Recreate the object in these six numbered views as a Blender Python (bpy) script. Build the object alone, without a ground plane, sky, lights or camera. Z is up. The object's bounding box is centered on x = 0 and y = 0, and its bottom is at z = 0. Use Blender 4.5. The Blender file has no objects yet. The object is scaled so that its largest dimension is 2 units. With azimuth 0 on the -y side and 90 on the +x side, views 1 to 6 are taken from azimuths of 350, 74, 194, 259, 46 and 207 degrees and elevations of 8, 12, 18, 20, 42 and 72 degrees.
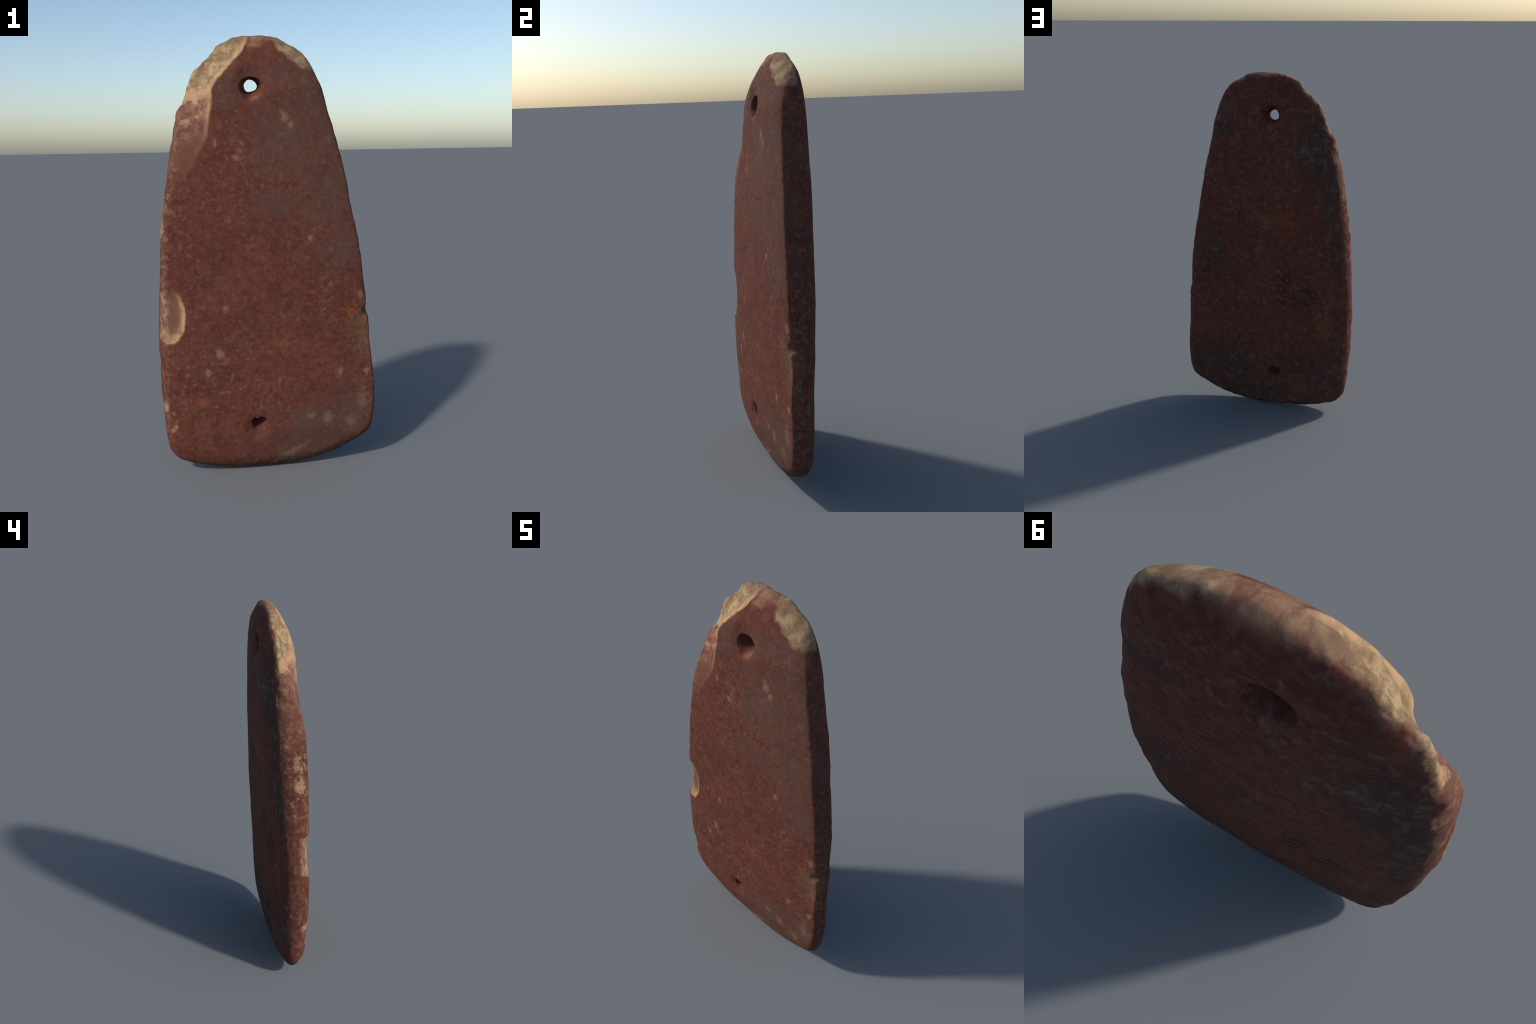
"""Perforated slab of red-brown stone: a tapering, slightly leaning plate with a drilled hole near each end,
a flaked upper shoulder, small scars along the edges and an inked inventory mark on the back."""
import bpy, bmesh, math
import numpy as np
from mathutils import Vector, noise as mnoise

# ------------------------------------------------------------------ 1. shape rules of the slab
# front outline of the plate, clockwise from the top (x, z)
OUTLINE = [(.02, 2.0), (.08, 1.990), (.121, 1.969), (.163, 1.948), (.192, 1.929), (.215, 1.897), (.243, 1.847),
           (.264, 1.795), (.284, 1.735), (.300, 1.668), (.317, 1.610), (.330, 1.558), (.343, 1.510), (.366, 1.425),
           (.385, 1.330), (.400, 1.240), (.419, 1.150), (.438, 1.047), (.454, .955), (.470, .815), (.473, .755),
           (.484, .690), (.495, .570), (.503, .470), (.509, .380), (.511, .290), (.507, .210), (.495, .160),
           (.470, .132), (.420, .100), (.360, .073), (.305, .047), (.24, .026), (.165, .012), (.085, .007), (.0, .003),
           (-.1, .004), (-.2, .012), (-.285, .025), (-.355, .041), (-.400, .055), (-.444, .089), (-.469, .130),
           (-.482, .19), (-.488, .27), (-.491, .34), (-.496, .43), (-.499, .53), (-.501, .66), (-.499, .75),
           (-.491, .88), (-.485, .99), (-.480, 1.075), (-.473, 1.16), (-.462, 1.24), (-.448, 1.335), (-.431, 1.44),
           (-.420, 1.51), (-.408, 1.57), (-.392, 1.617), (-.382, 1.666), (-.358, 1.710), (-.340, 1.750),
           (-.333, 1.793), (-.320, 1.824), (-.300, 1.849), (-.278, 1.873), (-.240, 1.903), (-.211, 1.930),
           (-.180, 1.965), (-.162, 1.977), (-.110, 1.992), (-.06, 1.999)]
# depth of the two faces: at each height the front (left edge, middle, right edge) and the back likewise
LEVEL = [0.0, .2, .5, .8, 1.1, 1.4, 1.6, 1.77, 1.87, 1.97, 2.0]
FRONT_L = [-.070, -.084, -.091, -.086, -.080, -.069, -.056, -.042, -.012, .022, .038]
FRONT_C = [-.082, -.112, -.115, -.105, -.096, -.085, -.069, -.061, -.043, .003, .030]
FRONT_R = [-.083, -.093, -.090, -.080, -.072, -.054, -.038, -.012, .006, .032, .045]
BACK_L = [.010, .009, .016, .031, .049, .069, .076, .073, .075, .088, .088]
BACK_C = [.014, .037, .058, .075, .092, .107, .114, .115, .109, .097, .088]
BACK_R = [-.002, .002, .013, .039, .056, .072, .080, .087, .089, .092, .090]
# ridge that bounds the flaked shoulder (height -> x)
RIDGE_Z = [1.20, 1.296, 1.374, 1.505, 1.55, 1.635, 1.70, 1.748, 1.796, 1.86, 1.918, 1.97, 2.0]
RIDGE_X = [-.50, -.432, -.370, -.287, -.266, -.253, -.243, -.245, -.220, -.159, -.104, -.070, -.055]
# depth at which the flaked surface meets the outline (height -> y)
SCAR_Z = [1.33, 1.50, 1.60, 1.67, 1.72, 1.76, 1.98]
SCAR_Y = [-.075, -.048, -.018, .010, .038, .047, .050]
HOLES = [dict(a=(-.060, -.052, 1.768), b=(-.048, .112, 1.788), r=.027, mouth_a=.051, mouth_b=.061, flare=1.7, arch=0),
         dict(a=(-.054, -.112, .236), b=(-.048, .045, .234), r=.014, mouth_a=.039, mouth_b=.039, flare=.6, arch=.018)]


def smooth_curve(pts, n):
    """closed Catmull-Rom curve through pts, resampled evenly to n points"""
    p = np.array(pts)
    m = len(p)
    out = []
    for i in range(m):
        a, b, c, d = p[i - 1], p[i], p[(i + 1) % m], p[(i + 2) % m]
        for t in np.linspace(0, 1, 12, endpoint=False):
            out.append(.5 * (2 * b + (c - a) * t + (2 * a - 5 * b + 4 * c - d) * t * t + (3 * b - a - 3 * c + d) * t ** 3))
    q = np.array(out)
    q = np.vstack([q, q[:1]])
    s = np.concatenate([[0], np.cumsum(np.hypot(*np.diff(q, axis=0).T))])
    u = np.linspace(0, s[-1], n, endpoint=False)
    return np.stack([np.interp(u, s, q[:, 0]), np.interp(u, s, q[:, 1])], 1)


def smoothstep(a, b, x):
    t = np.clip((x - a) / (b - a), 0, 1)
    return t * t * (3 - 2 * t)


def soft_interp(z, zs, vs):
    """monotone-looking smooth interpolation: average of shifted linear ones"""
    return sum(np.interp(z + o, zs, vs) for o in (-.03, -.015, 0, .015, .03)) / 5


CURVE = smooth_curve(OUTLINE, 900)


def edge_distance(x, z):
    a = CURVE
    b = np.roll(CURVE, -1, 0)
    ab = b - a
    out = np.empty(len(x))
    for i in range(0, len(x), 4000):
        p = np.stack([x[i:i + 4000], z[i:i + 4000]], 1)[:, None, :]
        t = np.clip(((p - a) * ab).sum(2) / (ab * ab).sum(1), 0, 1)
        d = p - (a + ab * t[..., None])
        out[i:i + 4000] = np.sqrt((d * d).sum(2).min(1))
    return out


right_half = CURVE[np.argmax(CURVE[:, 1]):]
i_top, i_bot = int(np.argmax(CURVE[:, 1])), int(np.argmin(CURVE[:, 1]))
ring = np.roll(CURVE, -i_top, 0)
k = (i_bot - i_top) % len(CURVE)
R_SIDE, L_SIDE = ring[:k + 1][::-1], ring[k:]


def across(x, z):
    xr = np.interp(z, R_SIDE[:, 1], R_SIDE[:, 0])
    xl = np.interp(z, L_SIDE[:, 1], L_SIDE[:, 0])
    return np.clip(2 * (x - xl) / np.maximum(xr - xl, .05) - 1, -1, 1)


def face_depths(x, z):
    """front and back y of the plate at (x, z), flakes included"""
    d = edge_distance(x, z)
    u = across(x, z)
    side = .5 + .5 * u

    def face(L, C, R, power):
        e = soft_interp(z, LEVEL, L) * (1 - side) + soft_interp(z, LEVEL, R) * side
        return e + (soft_interp(z, LEVEL, C) - e) * (1 - np.abs(u) ** power)

    f, b = face(FRONT_L, FRONT_C, FRONT_R, 3.2), face(BACK_L, BACK_C, BACK_R, 3.1 + 1.2 * np.clip(u, 0, 1))
    f = f + .016 * smoothstep(-.02, .18, x) * smoothstep(1.76, 1.88, z)
    # flaked shoulder: from the ridge the surface falls back to a line of depth SCAR_Y at the outline
    xl = np.interp(z, L_SIDE[:, 1], L_SIDE[:, 0])
    rx = np.interp(z, RIDGE_Z, RIDGE_X)
    wf = np.clip((rx - x) / np.maximum(rx - xl, .03), 0, 1)
    w = np.maximum(rx - x, 0)
    upper = smoothstep(1.70, 1.76, z)
    fall = upper * wf ** .95 + (1 - upper) * (.75 * wf + .25 * smoothstep(0, .18, wf))
    target = np.maximum(np.interp(z, SCAR_Z, SCAR_Y), f)
    chipped = smoothstep(1.33, 1.5, z) * (wf > 0)
    f = f + (target - f) * fall * chipped
    f = f + .016 * upper * np.sin(np.pi * np.clip(wf, 0, 1)) * smoothstep(1.98, 1.9, z)
    mid = f + (.50 - .12 * side * smoothstep(1.0, 1.4, z) + .09 * smoothstep(.3, 0, z)) * (b - f)
    ends = np.maximum(smoothstep(.35, .0, z), smoothstep(1.75, 1.98, z))
    rf = .034 - .017 * side + .030 * ends + .032 * smoothstep(.3, 0, z) - .014 * smoothstep(1.2, 1.45, z) * (1 - side)
    rf = np.where(wf > 0, np.minimum(rf, .034 - .024 * smoothstep(1.5, 1.65, z)), rf)
    rb = .036 + .016 * side + .020 * ends
    rb = np.where((x < -.05) & (z > 1.5), np.minimum(rb, .034), rb)

    def rounding(r):
        t = np.clip(1 - d / r, 0, 1)
        return np.sqrt(np.clip(1 - t ** 2.2, 0, 1))

    front = mid + (f - mid) * rounding(rf)
    back = mid + (b - mid) * rounding(rb)
    # oval flake on the left edge, crescent below it, worn dish round the lower hole
    q = ((x + .465) / .078) ** 2 + ((z - .757) / .128) ** 2
    front += .022 * smoothstep(1.08, .40, q)
    q = ((x + .47) / .04) ** 2 + ((z - .27) / .05) ** 2
    front += .006 * smoothstep(1.1, .6, q)
    q = np.hypot((x + .062), (z - .226))
    front += .012 * smoothstep(.075, .025, q)
    q = np.hypot(x + .05, z - .24)
    back -= .010 * smoothstep(.065, .025, q)
    q = np.hypot(x + .050, z - 1.792)
    back -= .014 * smoothstep(.095, .040, q)
    back += .011 * np.exp(-((x + .42) / .05) ** 2 - ((z - .43) / .06) ** 2)
    q = np.hypot(x + .062, z - 1.776)
    front += .012 * smoothstep(.095, .035, q)
    # notch across the right edge
    q = np.abs(z - .738 - .10 * (x - .48)) / .03
    front += .028 * smoothstep(1, .2, q) * smoothstep(.43, .475, x)
    front += .013 * np.exp(-((x - .44) / .06) ** 2 - ((z - .63) / .09) ** 2)
    # step of the front face on the right edge above the notch
    front += .006 * smoothstep(.02, .07, z - .74) * smoothstep(.30, .0, z - .80) * smoothstep(.42, .48, x)
    front = np.minimum(front, back - .024 * np.sqrt(np.clip(d / .02, 0, 1)))
    return front, back


def build_slab():
    n, rows = len(CURVE), 90
    # rings shrink from the outline onto a middle line
    ax = np.array([-.02, .03])
    anchor_z = np.clip(CURVE[:, 1], .42, 1.62)
    anchor = np.stack([np.interp(anchor_z, [.42, 1.62], [.0, -.03]), anchor_z], 1)
    ts = np.linspace(0, 1, rows) ** 1.6
    xs = (CURVE[None, :, :] * (1 - ts[:, None, None]) + anchor[None] * ts[:, None, None])
    flat = xs.reshape(-1, 2)
    f, b = face_depths(flat[:, 0], flat[:, 1])
    f, b = f.reshape(rows, n), b.reshape(rows, n)
    verts, faces = [], []
    front = np.stack([xs[..., 0], f, xs[..., 1]], -1)
    back = np.stack([xs[..., 0], b, xs[..., 1]], -1)
    front[0, :, 1] = .5 * (f[0] + b[0])
    verts = np.vstack([front.reshape(-1, 3), back[1:].reshape(-1, 3)])
    F = lambda r, i: r * n + i % n
    B = lambda r, i: i % n if r == 0 else rows * n + (r - 1) * n + i % n
    for r in range(rows - 1):
        for i in range(n):
            faces.append((F(r, i), F(r, i + 1), F(r + 1, i + 1), F(r + 1, i)))
            faces.append((B(r, i), B(r + 1, i), B(r + 1, i + 1), B(r, i + 1)))
    me = bpy.data.meshes.new("slab")
    me.from_pydata(verts.tolist(), [], faces)
    bm = bmesh.new()
    bm.from_mesh(me)
    bmesh.ops.remove_doubles(bm, verts=bm.verts, dist=.0004)
    bmesh.ops.recalc_face_normals(bm, faces=bm.faces)
    bm.to_mesh(me)
    bm.free()
    ob = bpy.data.objects.new("slab", me)
    bpy.context.scene.collection.objects.link(ob)
    return ob


def drill(h):
    """hour-glass cutter, slightly out of round, along a to b"""
    a, b = Vector(h["a"]), Vector(h["b"])
    w = (b - a).normalized()
    u = w.cross(Vector((0, 0, 1))).normalized()
    v = u.cross(w)
    bm = bmesh.new()
    rows = []
    for s in np.linspace(-.3, 1.3, 33):
        m = h["mouth_a"] if s < .5 else h["mouth_b"]
        r = h["r"] + (m - h["r"]) * min(abs(s - .5) * 2, 1.25) ** h["flare"]
        c = a.lerp(b, float(s)) + Vector((0, 0, h["arch"] * max(0, 1 - abs(s - .5) * 2)))  # the two borings meet above the middle
        rows.append([bm.verts.new(c + (u * math.cos(t) * 1.06 + v * math.sin(t) * .96) * r * (1 + .05 * math.sin(3 * t + 4 * s)))
                     for t in np.linspace(0, 2 * math.pi, 48, endpoint=False)])
    for p, q in zip(rows, rows[1:]):
        for i in range(48):
            bm.faces.new((p[i], p[(i + 1) % 48], q[(i + 1) % 48], q[i]))
    bm.faces.new(rows[0])
    bm.faces.new(rows[-1])
    bmesh.ops.recalc_face_normals(bm, faces=bm.faces)
    me = bpy.data.meshes.new("cutter")
    bm.to_mesh(me)
    bm.free()
    ob = bpy.data.objects.new("cutter", me)
    bpy.context.scene.collection.objects.link(ob)
    return ob


def baked(ob):
    me = bpy.data.meshes.new_from_object(ob.evaluated_get(bpy.context.evaluated_depsgraph_get()))
    ob.modifiers.clear()
    old = ob.data
    ob.data = me
    bpy.data.meshes.remove(old)


slab = build_slab()
m = slab.modifiers.new("even", "REMESH")
m.mode, m.voxel_size = "VOXEL", .005
baked(slab)
for h in HOLES:
    c = drill(h)
    m = slab.modifiers.new("hole", "BOOLEAN")
    m.operation, m.object, m.solver = "DIFFERENCE", c, "EXACT"
    baked(slab)
    bpy.data.objects.remove(c)
m = slab.modifiers.new("even", "REMESH")
m.mode, m.voxel_size = "VOXEL", .004
baked(slab)
m = slab.modifiers.new("soft", "SMOOTH")
m.factor, m.iterations = .5, 4
baked(slab)

# ------------------------------------------------------------------ 2. worn, slightly lumpy surface
me = slab.data
nv = len(me.vertices)
co = np.empty(nv * 3)
me.vertices.foreach_get("co", co)
co = co.reshape(-1, 3)
nr = np.empty(nv * 3)
me.vertices.foreach_get("normal", nr)
nr = nr.reshape(-1, 3)
rim = smoothstep(.9, .55, np.abs(nr[:, 1]))
ridge_w = np.interp(co[:, 2], RIDGE_Z, RIDGE_X) - co[:, 0]
mid_y = np.interp(co[:, 2], [0, 2], [-.045, .055])
scar = smoothstep(.0, .03, ridge_w) * smoothstep(1.5, 1.62, co[:, 2]) * (co[:, 1] < .075)
amp_big = .0020 + .002 * rim
amp_mid = .0009 + .0024 * rim + .009 * scar
amp_fine = .0004 + .0008 * rim + .0016 * scar
disp = np.empty(nv)
for i, (x, y, z) in enumerate(co):
    v = Vector((x, y, z))
    disp[i] = (amp_big[i] * mnoise.noise(v * 6.5) + amp_mid[i] * mnoise.noise(v * 19 + Vector((3, 1, 7)))
               + amp_fine[i] * mnoise.noise(v * 55))
co = co + nr * disp[:, None]
co[:, 2] -= co[:, 2].min()
co[:, 2] *= 2.0 / co[:, 2].max()
co[:, 0] -= .0055
me.vertices.foreach_set("co", co.ravel())
me.update()


# ------------------------------------------------------------------ 3. materials
class Sock:
    """tiny helper: arithmetic on shader sockets builds Math nodes"""
    tree = None

    def __init__(self, s):
        self.s = s

    @staticmethod
    def op(kind, *args, clamp=False):
        n = Sock.tree.nodes.new("ShaderNodeMath")
        n.operation, n.use_clamp = kind, clamp
        for i, a in enumerate(args):
            if isinstance(a, Sock):
                Sock.tree.links.new(a.s, n.inputs[i])
            else:
                n.inputs[i].default_value = a
        return Sock(n.outputs[0])

    def __add__(self, o): return Sock.op("ADD", self, o)
    __radd__ = __add__
    def __sub__(self, o): return Sock.op("SUBTRACT", self, o)
    def __rsub__(self, o): return Sock.op("SUBTRACT", o, self)
    def __mul__(self, o): return Sock.op("MULTIPLY", self, o)
    __rmul__ = __mul__
    def __truediv__(self, o): return Sock.op("DIVIDE", self, o)
    def max(self, o): return Sock.op("MAXIMUM", self, o)
    def min(self, o): return Sock.op("MINIMUM", self, o)


def step(x, a, b, lo=0.0, hi=1.0):
    n = Sock.tree.nodes.new("ShaderNodeMapRange")
    n.interpolation_type = "SMOOTHSTEP"
    Sock.tree.links.new(x.s, n.inputs["Value"])
    flip = a > b
    n.inputs["From Min"].default_value, n.inputs["From Max"].default_value = (b, a) if flip else (a, b)
    n.inputs["To Min"].default_value, n.inputs["To Max"].default_value = (hi, lo) if flip else (lo, hi)
    return Sock(n.outputs["Result"])


def noise_tex(vec, scale, detail=3, rough=.55, stretch=None, offset=(0, 0, 0)):
    t = Sock.tree
    mp = t.nodes.new("ShaderNodeMapping")
    mp.inputs["Location"].default_value = offset
    if stretch:
        mp.inputs["Scale"].default_value = stretch
    t.links.new(vec, mp.inputs["Vector"])
    n = t.nodes.new("ShaderNodeTexNoise")
    n.inputs["Scale"].default_value, n.inputs["Detail"].default_value, n.inputs["Roughness"].default_value = scale, detail, rough
    t.links.new(mp.outputs[0], n.inputs["Vector"])
    return Sock(n.outputs["Fac"])


def mix(a, b, fac):
    t = Sock.tree
    n = t.nodes.new("ShaderNodeMix")
    n.data_type = "RGBA"
    for sock, v in ((n.inputs[6], a), (n.inputs[7], b)):
        if isinstance(v, tuple):
            sock.default_value = (*v, 1)
        else:
            t.links.new(v, sock)
    if isinstance(fac, Sock):
        t.links.new(fac.s, n.inputs[0])
    else:
        n.inputs[0].default_value = fac
    return n.outputs[2]


RED = (.104, .0340, .0228)
RED_DARK = (.074, .0232, .0165)
RED_WARM = (.128, .042, .0285)
BROWN = (.106, .048, .031)
GREY = (.078, .052, .040)
CHARCOAL = (.040, .030, .025)
TAN = (.345, .240, .132)
OLIVE = (.17, .115, .058)
PINK = (.215, .108, .072)
OCHRE = (.20, .060, .020)


def stone_material():
    mat = bpy.data.materials.new("red_stone")
    mat.use_nodes = True
    t = Sock.tree = mat.node_tree
    bsdf = next(n for n in t.nodes if n.type == "BSDF_PRINCIPLED")
    tc = t.nodes.new("ShaderNodeTexCoord").outputs["Object"]
    sep = t.nodes.new("ShaderNodeSeparateXYZ")
    t.links.new(tc, sep.inputs[0])
    X, Y, Z = (Sock(o) for o in sep.outputs)
    # signed side: negative in front of the middle plane of the leaning plate
    side = Y - (Z * .05 - .045)
    front, back = step(side, .0, -.03), step(side, .0, .03)

    big = noise_tex(tc, 3.0, 4, .55)
    med = noise_tex(tc, 12, 4, .6, offset=(4, 2, 1))
    small = noise_tex(tc, 34, 3, .6, offset=(1, 7, 3))
    fine = noise_tex(tc, 64, 2, .5, offset=(1, 4, 3))
    grain = noise_tex(tc, 190, 2, .6)
    warp = noise_tex(tc, 17, 5, .7, offset=(9, 3, 5)) - .5
    warp2 = noise_tex(tc, 60, 3, .65, offset=(2, 8, 5)) - .5
    rough = noise_tex(tc, 24, 5, .72, offset=(6, 1, 4))

    def blob(cx, cz, rx, rz, rot=0, soft=.35, wob=1.2, small_wob=1.2):
        """mask of a ragged oval patch on the (x, z) plane"""
        c, s = math.cos(math.radians(rot)), math.sin(math.radians(rot))
        dx, dz = X - cx, Z - cz
        a = (dx * c + dz * s) / rx
        b = (dz * c - dx * s) / rz
        q = Sock.op("SQRT", a * a + b * b) + warp * (1.8 * wob) + warp2 * (1.8 * small_wob)
        return step(q, 1 + soft, 1 - soft)

    def many(items, **kw):
        out = None
        for it in items:
            m = blob(*it, **kw)
            out = m if out is None else out.max(m)
        return out

    # body colour: mottled red brown with soft grains
    col = mix(RED, RED_DARK, step(big, .42, .66) * .55)
    col = mix(col, RED_WARM, step(med, .48, .66) * .55)
    col = mix(col, RED_DARK, step(small, .52, .34) * .75)
    col = mix(col, BROWN, step(small, .50, .66) * .65)
    col = mix(col, (.140, .060, .045), step(fine, .53, .72) * .5)
    col = mix(col, RED_DARK, step(fine, .46, .30) * .55)
    col = mix(col, RED_DARK, step(grain, .45, .28) * .25)
    # pale grains, in drifts
    drift = step(noise_tex(tc, 5, 3, .6, offset=(1, 2, 6)), .36, .58)
    speck = step(noise_tex(tc, 46, 1, .4, offset=(5, 5, 1)), .58, .72) * drift
    col = mix(col, (.215, .112, .080), speck * .34)

    # grey worn or weathered patches
    g_front = many([(.30, 1.30, .13, .14), (.09, 1.55, .15, .16), (.05, 1.25, .14, .06), (-.18, 1.76, .06, .08), (.06, 1.82, .10, .05),
                    (.25, 1.62, .06, .25, 18), (.31, 1.05, .10, .10)], soft=.8, wob=2.2, small_wob=.8) * front
    g_low = many([(.20, .20, .15, .13), (.38, .24, .09, .16), (.14, .08, .18, .05)], soft=.7, wob=2.2, small_wob=1) * front
    col = mix(col, GREY, g_front * .50)
    col = mix(col, GREY, g_low * .55)
    g_back = many([(-.30, 1.60, .085, .22, -8), (-.40, 1.38, .045, .20, 8), (-.43, 1.05, .045, .17), (.185, 1.72, .06, .045), (.30, .98, .07, .12),
                   (-.41, .36, .05, .20), (.25, .27, .20, .11), (-.25, .27, .12, .11), (.05, .09, .30, .07)], soft=.65, wob=2.2, small_wob=.8) * back
    col = mix(col, CHARCOAL, g_back * .62)
    smear = step(noise_tex(tc, 30, 4, .7, stretch=(1, 1, .5), offset=(7, 1, 2)), .54, .66) * step(noise_tex(tc, 4, 3, .6, offset=(3, 1, 8)), .40, .62)
    col = mix(col, (.125, .090, .070), smear * back * .55)
    col = mix(col, (.16, .13, .105), g_back * step(rough, .52, .68) * .45)
    col = mix(col, OCHRE, many([(-.20, .18, .05, .05), (-.36, .57, .04, .07), (-.10, 1.20, .10, .06)], soft=.8, wob=2) * back * .3)

    # right rim: bruised with grey flecks; left rim: with tan flecks
    rim_r = step(X - (1.0 - Z) * .10, .395, .45) * step(Z, 1.9, 1.7)
    streak = step(noise_tex(tc, 30, 5, .72, stretch=(1, 1, .55), offset=(3, 3, 3)), .50, .64)
    fleck = step(noise_tex(tc, 36, 2, .55, offset=(8, 3, 1)), .53, .70)
    rim_l = step(X + .5 - step(Z, 1.0, 1.7, 0, .09), .07, .01) * step(Z, 1.72, 1.55)
    col = mix(col, GREY, rim_r * streak * .6)
    col = mix(col, (.19, .145, .115), rim_r * fleck * .4)
    col = mix(col, (.185, .098, .062), rim_l * streak * .65)
    lively = step(Z, .85, 1.1, .25, 1.0)
    col = mix(col, (.36, .225, .13), rim_l * fleck * step(side, .05, .0) * lively * .5)
    spots_l = many([(-.475, 1.27, .014, .045), (-.485, 1.15, .012, .04), (-.485, .33, .008, .02)], soft=.6, wob=2.5, small_wob=2) * step(side, -.005, -.03)
    col = mix(col, (.40, .25, .14), spots_l * .6)

    # pale spots on the front
    pale = many([(.076, 1.635, .014, .024), (.104, 1.600, .011, .012), (-.146, 1.458, .013, .011), (-.235, 1.520, .010, .017),
                 (.188, 1.092, .010, .011), (-.207, .783, .008, .012), (-.236, .584, .015, .020), (-.290, .496, .013, .017),
                 (.326, .461, .010, .018, -20), (.426, .821, .016, .020),
                 (.455, .452, .012, .016), (-.044, 1.951, .03, .012)],
                soft=.75, wob=1.2, small_wob=1.8) * front
    col = mix(col, (.27, .155, .092), pale * .5)
    dull = many([(.265, .237, .018, .025), (.385, .205, .020, .030), (.105, .088, .045, .012, 25), (.183, .259, .018, .010), (.44, .33, .02, .05)],
                soft=.9, wob=2.2, small_wob=2.2) * front
    col = mix(col, (.21, .125, .078), dull * .42)
    rosy = many([(-.212, .548, .014, .014), (.048, .618, .03, .02), (-.325, .358, .05, .02)], soft=.8, wob=2, small_wob=2) * front
    col = mix(col, (.21, .062, .040), rosy * .5)
    col = mix(col, OCHRE, blob(.371, .748, .028, .020, 0, .7, 2, 2) * front * .8)
    col = mix(col, (.17, .108, .056), blob(.430, .66, .045, .085, 0, .9, 2.2, 2) * front * .5)

    # bruised bottom edge
    low_edge = step(Z - Sock.op("MAXIMUM", X - .12, 0.0) * .24 - Sock.op("MAXIMUM", -.28 - X, 0.0) * .3, .085, .025)
    col = mix(col, (.20, .125, .075), low_edge * fleck * .6)
    col = mix(col, BROWN, low_edge * streak * .4)

    # ---- flaked shoulder: pale fresh stone below the ridge
    fc = t.nodes.new("ShaderNodeFloatCurve")
    crv = fc.mapping.curves[0]
    crv.points[0].location = (RIDGE_Z[0] / 2, RIDGE_X[0] + 1)
    crv.points[1].location = (RIDGE_Z[-1] / 2, RIDGE_X[-1] + 1)
    for zz, xx in zip(RIDGE_Z[1:-1], RIDGE_X[1:-1]):
        crv.points.new(zz / 2, xx + 1)
    for p in crv.points:
        p.handle_type = "VECTOR"
    fc.mapping.update()
    t.links.new((Z * .5).s, fc.inputs["Value"])
    w = Sock(fc.outputs[0]) - 1 - X + warp2 * .010
    not_back = step(side + warp * .05, .034, .006)
    inside = step(w + warp * .03, -.006, .010) * not_back
    up = step(Z + warp * .05, 1.70, 1.745)
    scar = mix(TAN, OLIVE, step(rough, .42, .58) * .85 * step(w, .008, .03))
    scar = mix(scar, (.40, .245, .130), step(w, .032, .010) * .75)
    bruise = step(noise_tex(tc, 16, 5, .7, stretch=(1.6, .6, 1), offset=(4, 9, 2)), .46, .60)
    scar = mix(scar, (.165, .082, .058), bruise * step(side, -.03, .02, .35, .9))
    scar = mix(scar, (.150, .078, .052), step(Z + warp * .06, 1.945, 1.985) * .7)
    col = mix(col, scar, inside * up)
    # lower scar fades into the red stone
    fade = step(Z + warp * .12, 1.48, 1.68) * (1 - up)
    low = mix((.135, .060, .045), PINK, step(rough, .44, .58))
    low = mix(low, (.38, .235, .13), step(noise_tex(tc, 14, 4, .65, offset=(2, 2, 9)), .52, .62) * .8)
    low = mix(low, (.36, .215, .115), step(w, .028, .006) * .8)
    col = mix(col, low, inside * fade)
    faint = step(Z, 1.27, 1.45) * step(Z, 1.62, 1.5) * inside
    col = mix(col, (.155, .066, .044), faint * .45)
    ledge = step(Sock.op("ABSOLUTE", Z - 1.735 + warp * .05), .035, .010) * inside
    col = mix(col, (.42, .245, .14), ledge * .7)
    # worn crest between the two scars
    crest = step(Z + warp * .04, 1.955, 1.985) * step(side + warp * .05, .040, .010) * step(X, -.12, -.06) * step(X, .09, .03)
    col = mix(col, mix((.27, .165, .10), (.17, .085, .058), bruise), crest * .6)
    # pale patch on the upper right shoulder
    q = (X - .10) * .62 + (Z - 1.905) * .78 + warp * .05 + warp2 * .02
    patch = step(q, -.010, .008) * step(X + warp * .05, .035, .065) * step(Z + warp * .05, 1.840, 1.865) * step(side + warp * .04, .026, .012)
    patch_col = mix(mix(TAN, OLIVE, step(rough, .44, .58) * .8), (.165, .085, .060), bruise * .55)
    col = mix(col, patch_col, patch * .85)
    # oval scar: browner floor, tan lip on the inner lower side, ragged fleck on the outer edge
    a = (X + .460) / .074
    b = (Z - .757) / .125
    r = Sock.op("SQRT", a * a + b * b) + warp * .30 + warp2 * .12
    on = step(r, 1.05, .95) * step(side + warp * .03, -.022, -.042)
    col = mix(col, (.160, .085, .055), on * .75)
    crescent = step(r, .60, .88) * on * step((X + .462) * 1.0 - (Z - .757) * .35 + warp * .10, -.02, .05)
    col = mix(col, (.38, .235, .11), crescent * step(rough, .38, .56, .25, .85))
    col = mix(col, (.33, .21, .12), on * step(rough, .47, .57) * step(X + warp * .03, -.450, -.468) * .7)
    # small crescent near the lower left corner
    a = (X + .475) / .042
    b = (Z - .27) / .055
    r = Sock.op("SQRT", a * a + b * b) + warp * .4 + warp2 * .3
    col = mix(col, (.26, .150, .08), step(r, 1.15, .95) * step(r, .58, .85) * step(side, -.02, -.05) * step(X, -.475, -.450) * step(rough, .40, .56) * .7)
    # rusty lip below the upper hole
    col = mix(col, (.27, .125, .055), blob(-.052, 1.718, .028, .012, 20, .7) * front * .4)
    t.links.new(col, bsdf.inputs["Base Color"])

    bsdf.inputs["Roughness"].default_value = .85
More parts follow.
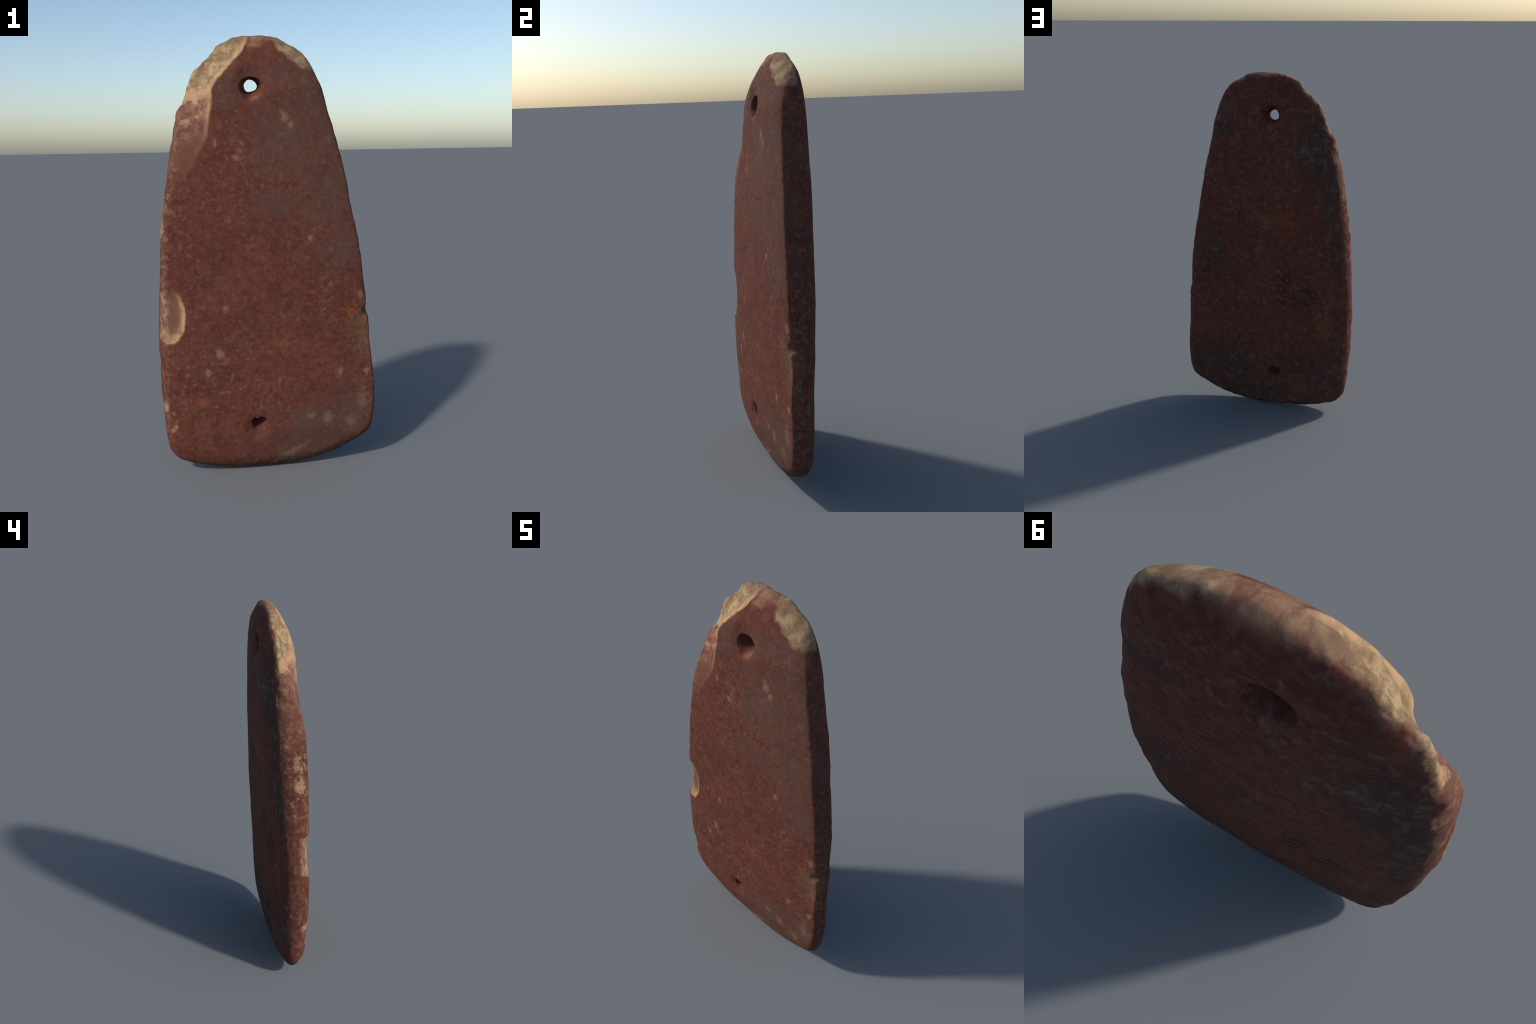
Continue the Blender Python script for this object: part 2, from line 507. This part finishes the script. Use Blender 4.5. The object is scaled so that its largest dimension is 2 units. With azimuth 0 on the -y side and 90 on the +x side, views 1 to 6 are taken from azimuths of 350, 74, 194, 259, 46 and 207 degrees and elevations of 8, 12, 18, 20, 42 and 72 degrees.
    bsdf.inputs["Specular IOR Level"].default_value = .10
    bump = t.nodes.new("ShaderNodeBump")
    bump.inputs["Strength"].default_value, bump.inputs["Distance"].default_value = .35, .003
    t.links.new((small * .6 + fine * .5 + grain * .3).s, bump.inputs["Height"])
    t.links.new(bump.outputs[0], bsdf.inputs["Normal"])
    return mat


def ink_material():
    mat = bpy.data.materials.new("faded_ink")
    mat.use_nodes = True
    t = Sock.tree = mat.node_tree
    bsdf = next(n for n in t.nodes if n.type == "BSDF_PRINCIPLED")
    tc = t.nodes.new("ShaderNodeTexCoord").outputs["Object"]
    n = noise_tex(tc, 90, 3)
    t.links.new(mix((.026, .014, .012), (.060, .024, .019), step(n, .5, .72)), bsdf.inputs["Base Color"])
    bsdf.inputs["Roughness"].default_value = .7
    bsdf.inputs["Specular IOR Level"].default_value = .2
    return mat


STONE, INK = stone_material(), ink_material()
me.materials.clear()
me.materials.append(STONE)

# ------------------------------------------------------------------ 4. inked inventory mark, laid on the back face
STROKES = {
    "inked_digit": [[[(-.085, .882), (-.097, .867), (-.112, .853), (-.124, .845), (-.132, .835), (-.143, .827), (-.154, .827), (-.163, .840),
                      (-.159, .855), (-.149, .872), (-.136, .878), (-.124, .869), (-.126, .856), (-.131, .842)]],
                    [[(-.100, .817), (-.089, .809), (-.087, .793), (-.095, .777), (-.109, .770), (-.124, .771), (-.132, .786), (-.128, .798),
                      (-.116, .809), (-.100, .817)]],
                    [[(-.070, .729), (-.085, .722), (-.102, .709), (-.121, .695), (-.128, .701), (-.130, .717), (-.126, .733)]]],
    "inked_letter": [[[(-.228, .818), (-.245, .807), (-.263, .793), (-.283, .783), (-.311, .787)],
                      [(-.213, .785), (-.230, .794), (-.250, .787), (-.267, .774), (-.274, .758), (-.284, .743), (-.297, .746), (-.307, .764), (-.313, .786)]],
                     [[(-.206, .694), (-.202, .706), (-.209, .721), (-.219, .731), (-.234, .720), (-.253, .706), (-.271, .692)]]]}

from mathutils.bvhtree import BVHTree
me.calc_loop_triangles()
bvh = BVHTree.FromPolygons([v.co[:] for v in me.vertices], [p.vertices[:] for p in me.polygons])


def stroke_mesh(bm, pts, half=.0072, height=.0012):
    p = np.array(pts)
    s = np.concatenate([[0], np.cumsum(np.hypot(*np.diff(p, axis=0).T))])
    u = np.arange(0, s[-1], .002)
    q = np.stack([np.interp(u, s, p[:, 0]), np.interp(u, s, p[:, 1])], 1)
    for _ in range(4):
        q[1:-1] = .25 * q[:-2] + .5 * q[1:-1] + .25 * q[2:]
    tang = np.gradient(q, axis=0)
    tang /= np.maximum(np.linalg.norm(tang, axis=1, keepdims=True), 1e-6)
    prev = None
    for i, (c, tg) in enumerate(zip(q, tang)):
        h = half * (.75 + .25 * math.sin(math.pi * i / len(q)))
        nrm = np.array([-tg[1], tg[0]])
        row = []
        for off, lift in ((-1, -.002), (-.6, height), (.6, height), (1, -.002)):
            x, z = c + nrm * h * off
            hit = bvh.ray_cast(Vector((x, 1, z)), Vector((0, -1, 0)))[0]
            row.append(bm.verts.new((x, (hit.y if hit else .09) + lift, z)))
        if prev:
            for a in range(3):
                bm.faces.new((prev[a], prev[a + 1], row[a + 1], row[a]))
        prev = row


root = bpy.data.objects.new("stone_pendant", None)
root["label"] = "flat tapering red-brown stone slab with two drilled holes"
root["category"] = "stone pendant"
scene = bpy.context.scene
scene.collection.objects.link(root)
for name, glyphs in STROKES.items():
    for g in glyphs:
        bm = bmesh.new()
        for st in g:
            stroke_mesh(bm, st)
        bmesh.ops.recalc_face_normals(bm, faces=bm.faces)
        mm = bpy.data.meshes.new(name)
        bm.to_mesh(mm)
        bm.free()
        mm.materials.append(INK)
        o = bpy.data.objects.new(name, mm)
        scene.collection.objects.link(o)
        o.parent = root

# ------------------------------------------------------------------ 5. split the seamless surface into its named regions
for p in me.polygons:
    p.use_smooth = True
nv = len(me.vertices)
vn = np.empty(nv * 3)
me.vertices.foreach_get("normal", vn)
vn = vn.reshape(-1, 3)
co = np.empty(nv * 3)
me.vertices.foreach_get("co", co)
co = co.reshape(-1, 3)
polys = [tuple(p.vertices) for p in me.polygons]
cen = np.array([co[list(p)].mean(0) for p in polys])
cx, cy, cz = cen.T
region = np.zeros(len(polys), int)
wr = np.interp(cz, RIDGE_Z, RIDGE_X) - cx
mid = cz * .05 - .045
region[(wr > 0) & (cz > 1.745) & (cy < mid + .03)] = 1
region[(wr > 0) & (cz <= 1.745) & (cz > 1.45) & (cy < mid + .02)] = 2
region[(((cx + .462) / .076) ** 2 + ((cz - .757) / .128) ** 2 < 1) & (cy < mid)] = 3
for j, h in enumerate(HOLES):
    a, b = np.array(h["a"]), np.array(h["b"])
    s = np.clip((cy - a[1]) / (b[1] - a[1]), 0, 1)
    axis = a + (b - a) * s[:, None]
    region[np.hypot(cx - axis[:, 0], cz - axis[:, 2]) < max(h["r"] * 1.22, h["mouth_a"] * .7)] = 4 + j
NAMES = {0: "slab", 1: "flake_scar", 2: "flake_scar", 3: "flake_scar", 4: "drilled_hole", 5: "drilled_hole"}
for r, name in NAMES.items():
    idx = np.nonzero(region == r)[0]
    used = sorted({v for i in idx for v in polys[i]})
    remap = {v: i for i, v in enumerate(used)}
    mm = bpy.data.meshes.new(name)
    mm.from_pydata(co[used].tolist(), [], [[remap[v] for v in polys[i]] for i in idx])
    mm.polygons.foreach_set("use_smooth", [True] * len(mm.polygons))
    mm.materials.append(STONE)
    mm.normals_split_custom_set_from_vertices(vn[used].tolist())
    o = bpy.data.objects.new(name, mm)
    scene.collection.objects.link(o)
    o.parent = root
bpy.data.objects.remove(slab)
for o in list(scene.objects):
    if o.name.startswith("slab."):
        o.name = "slab"
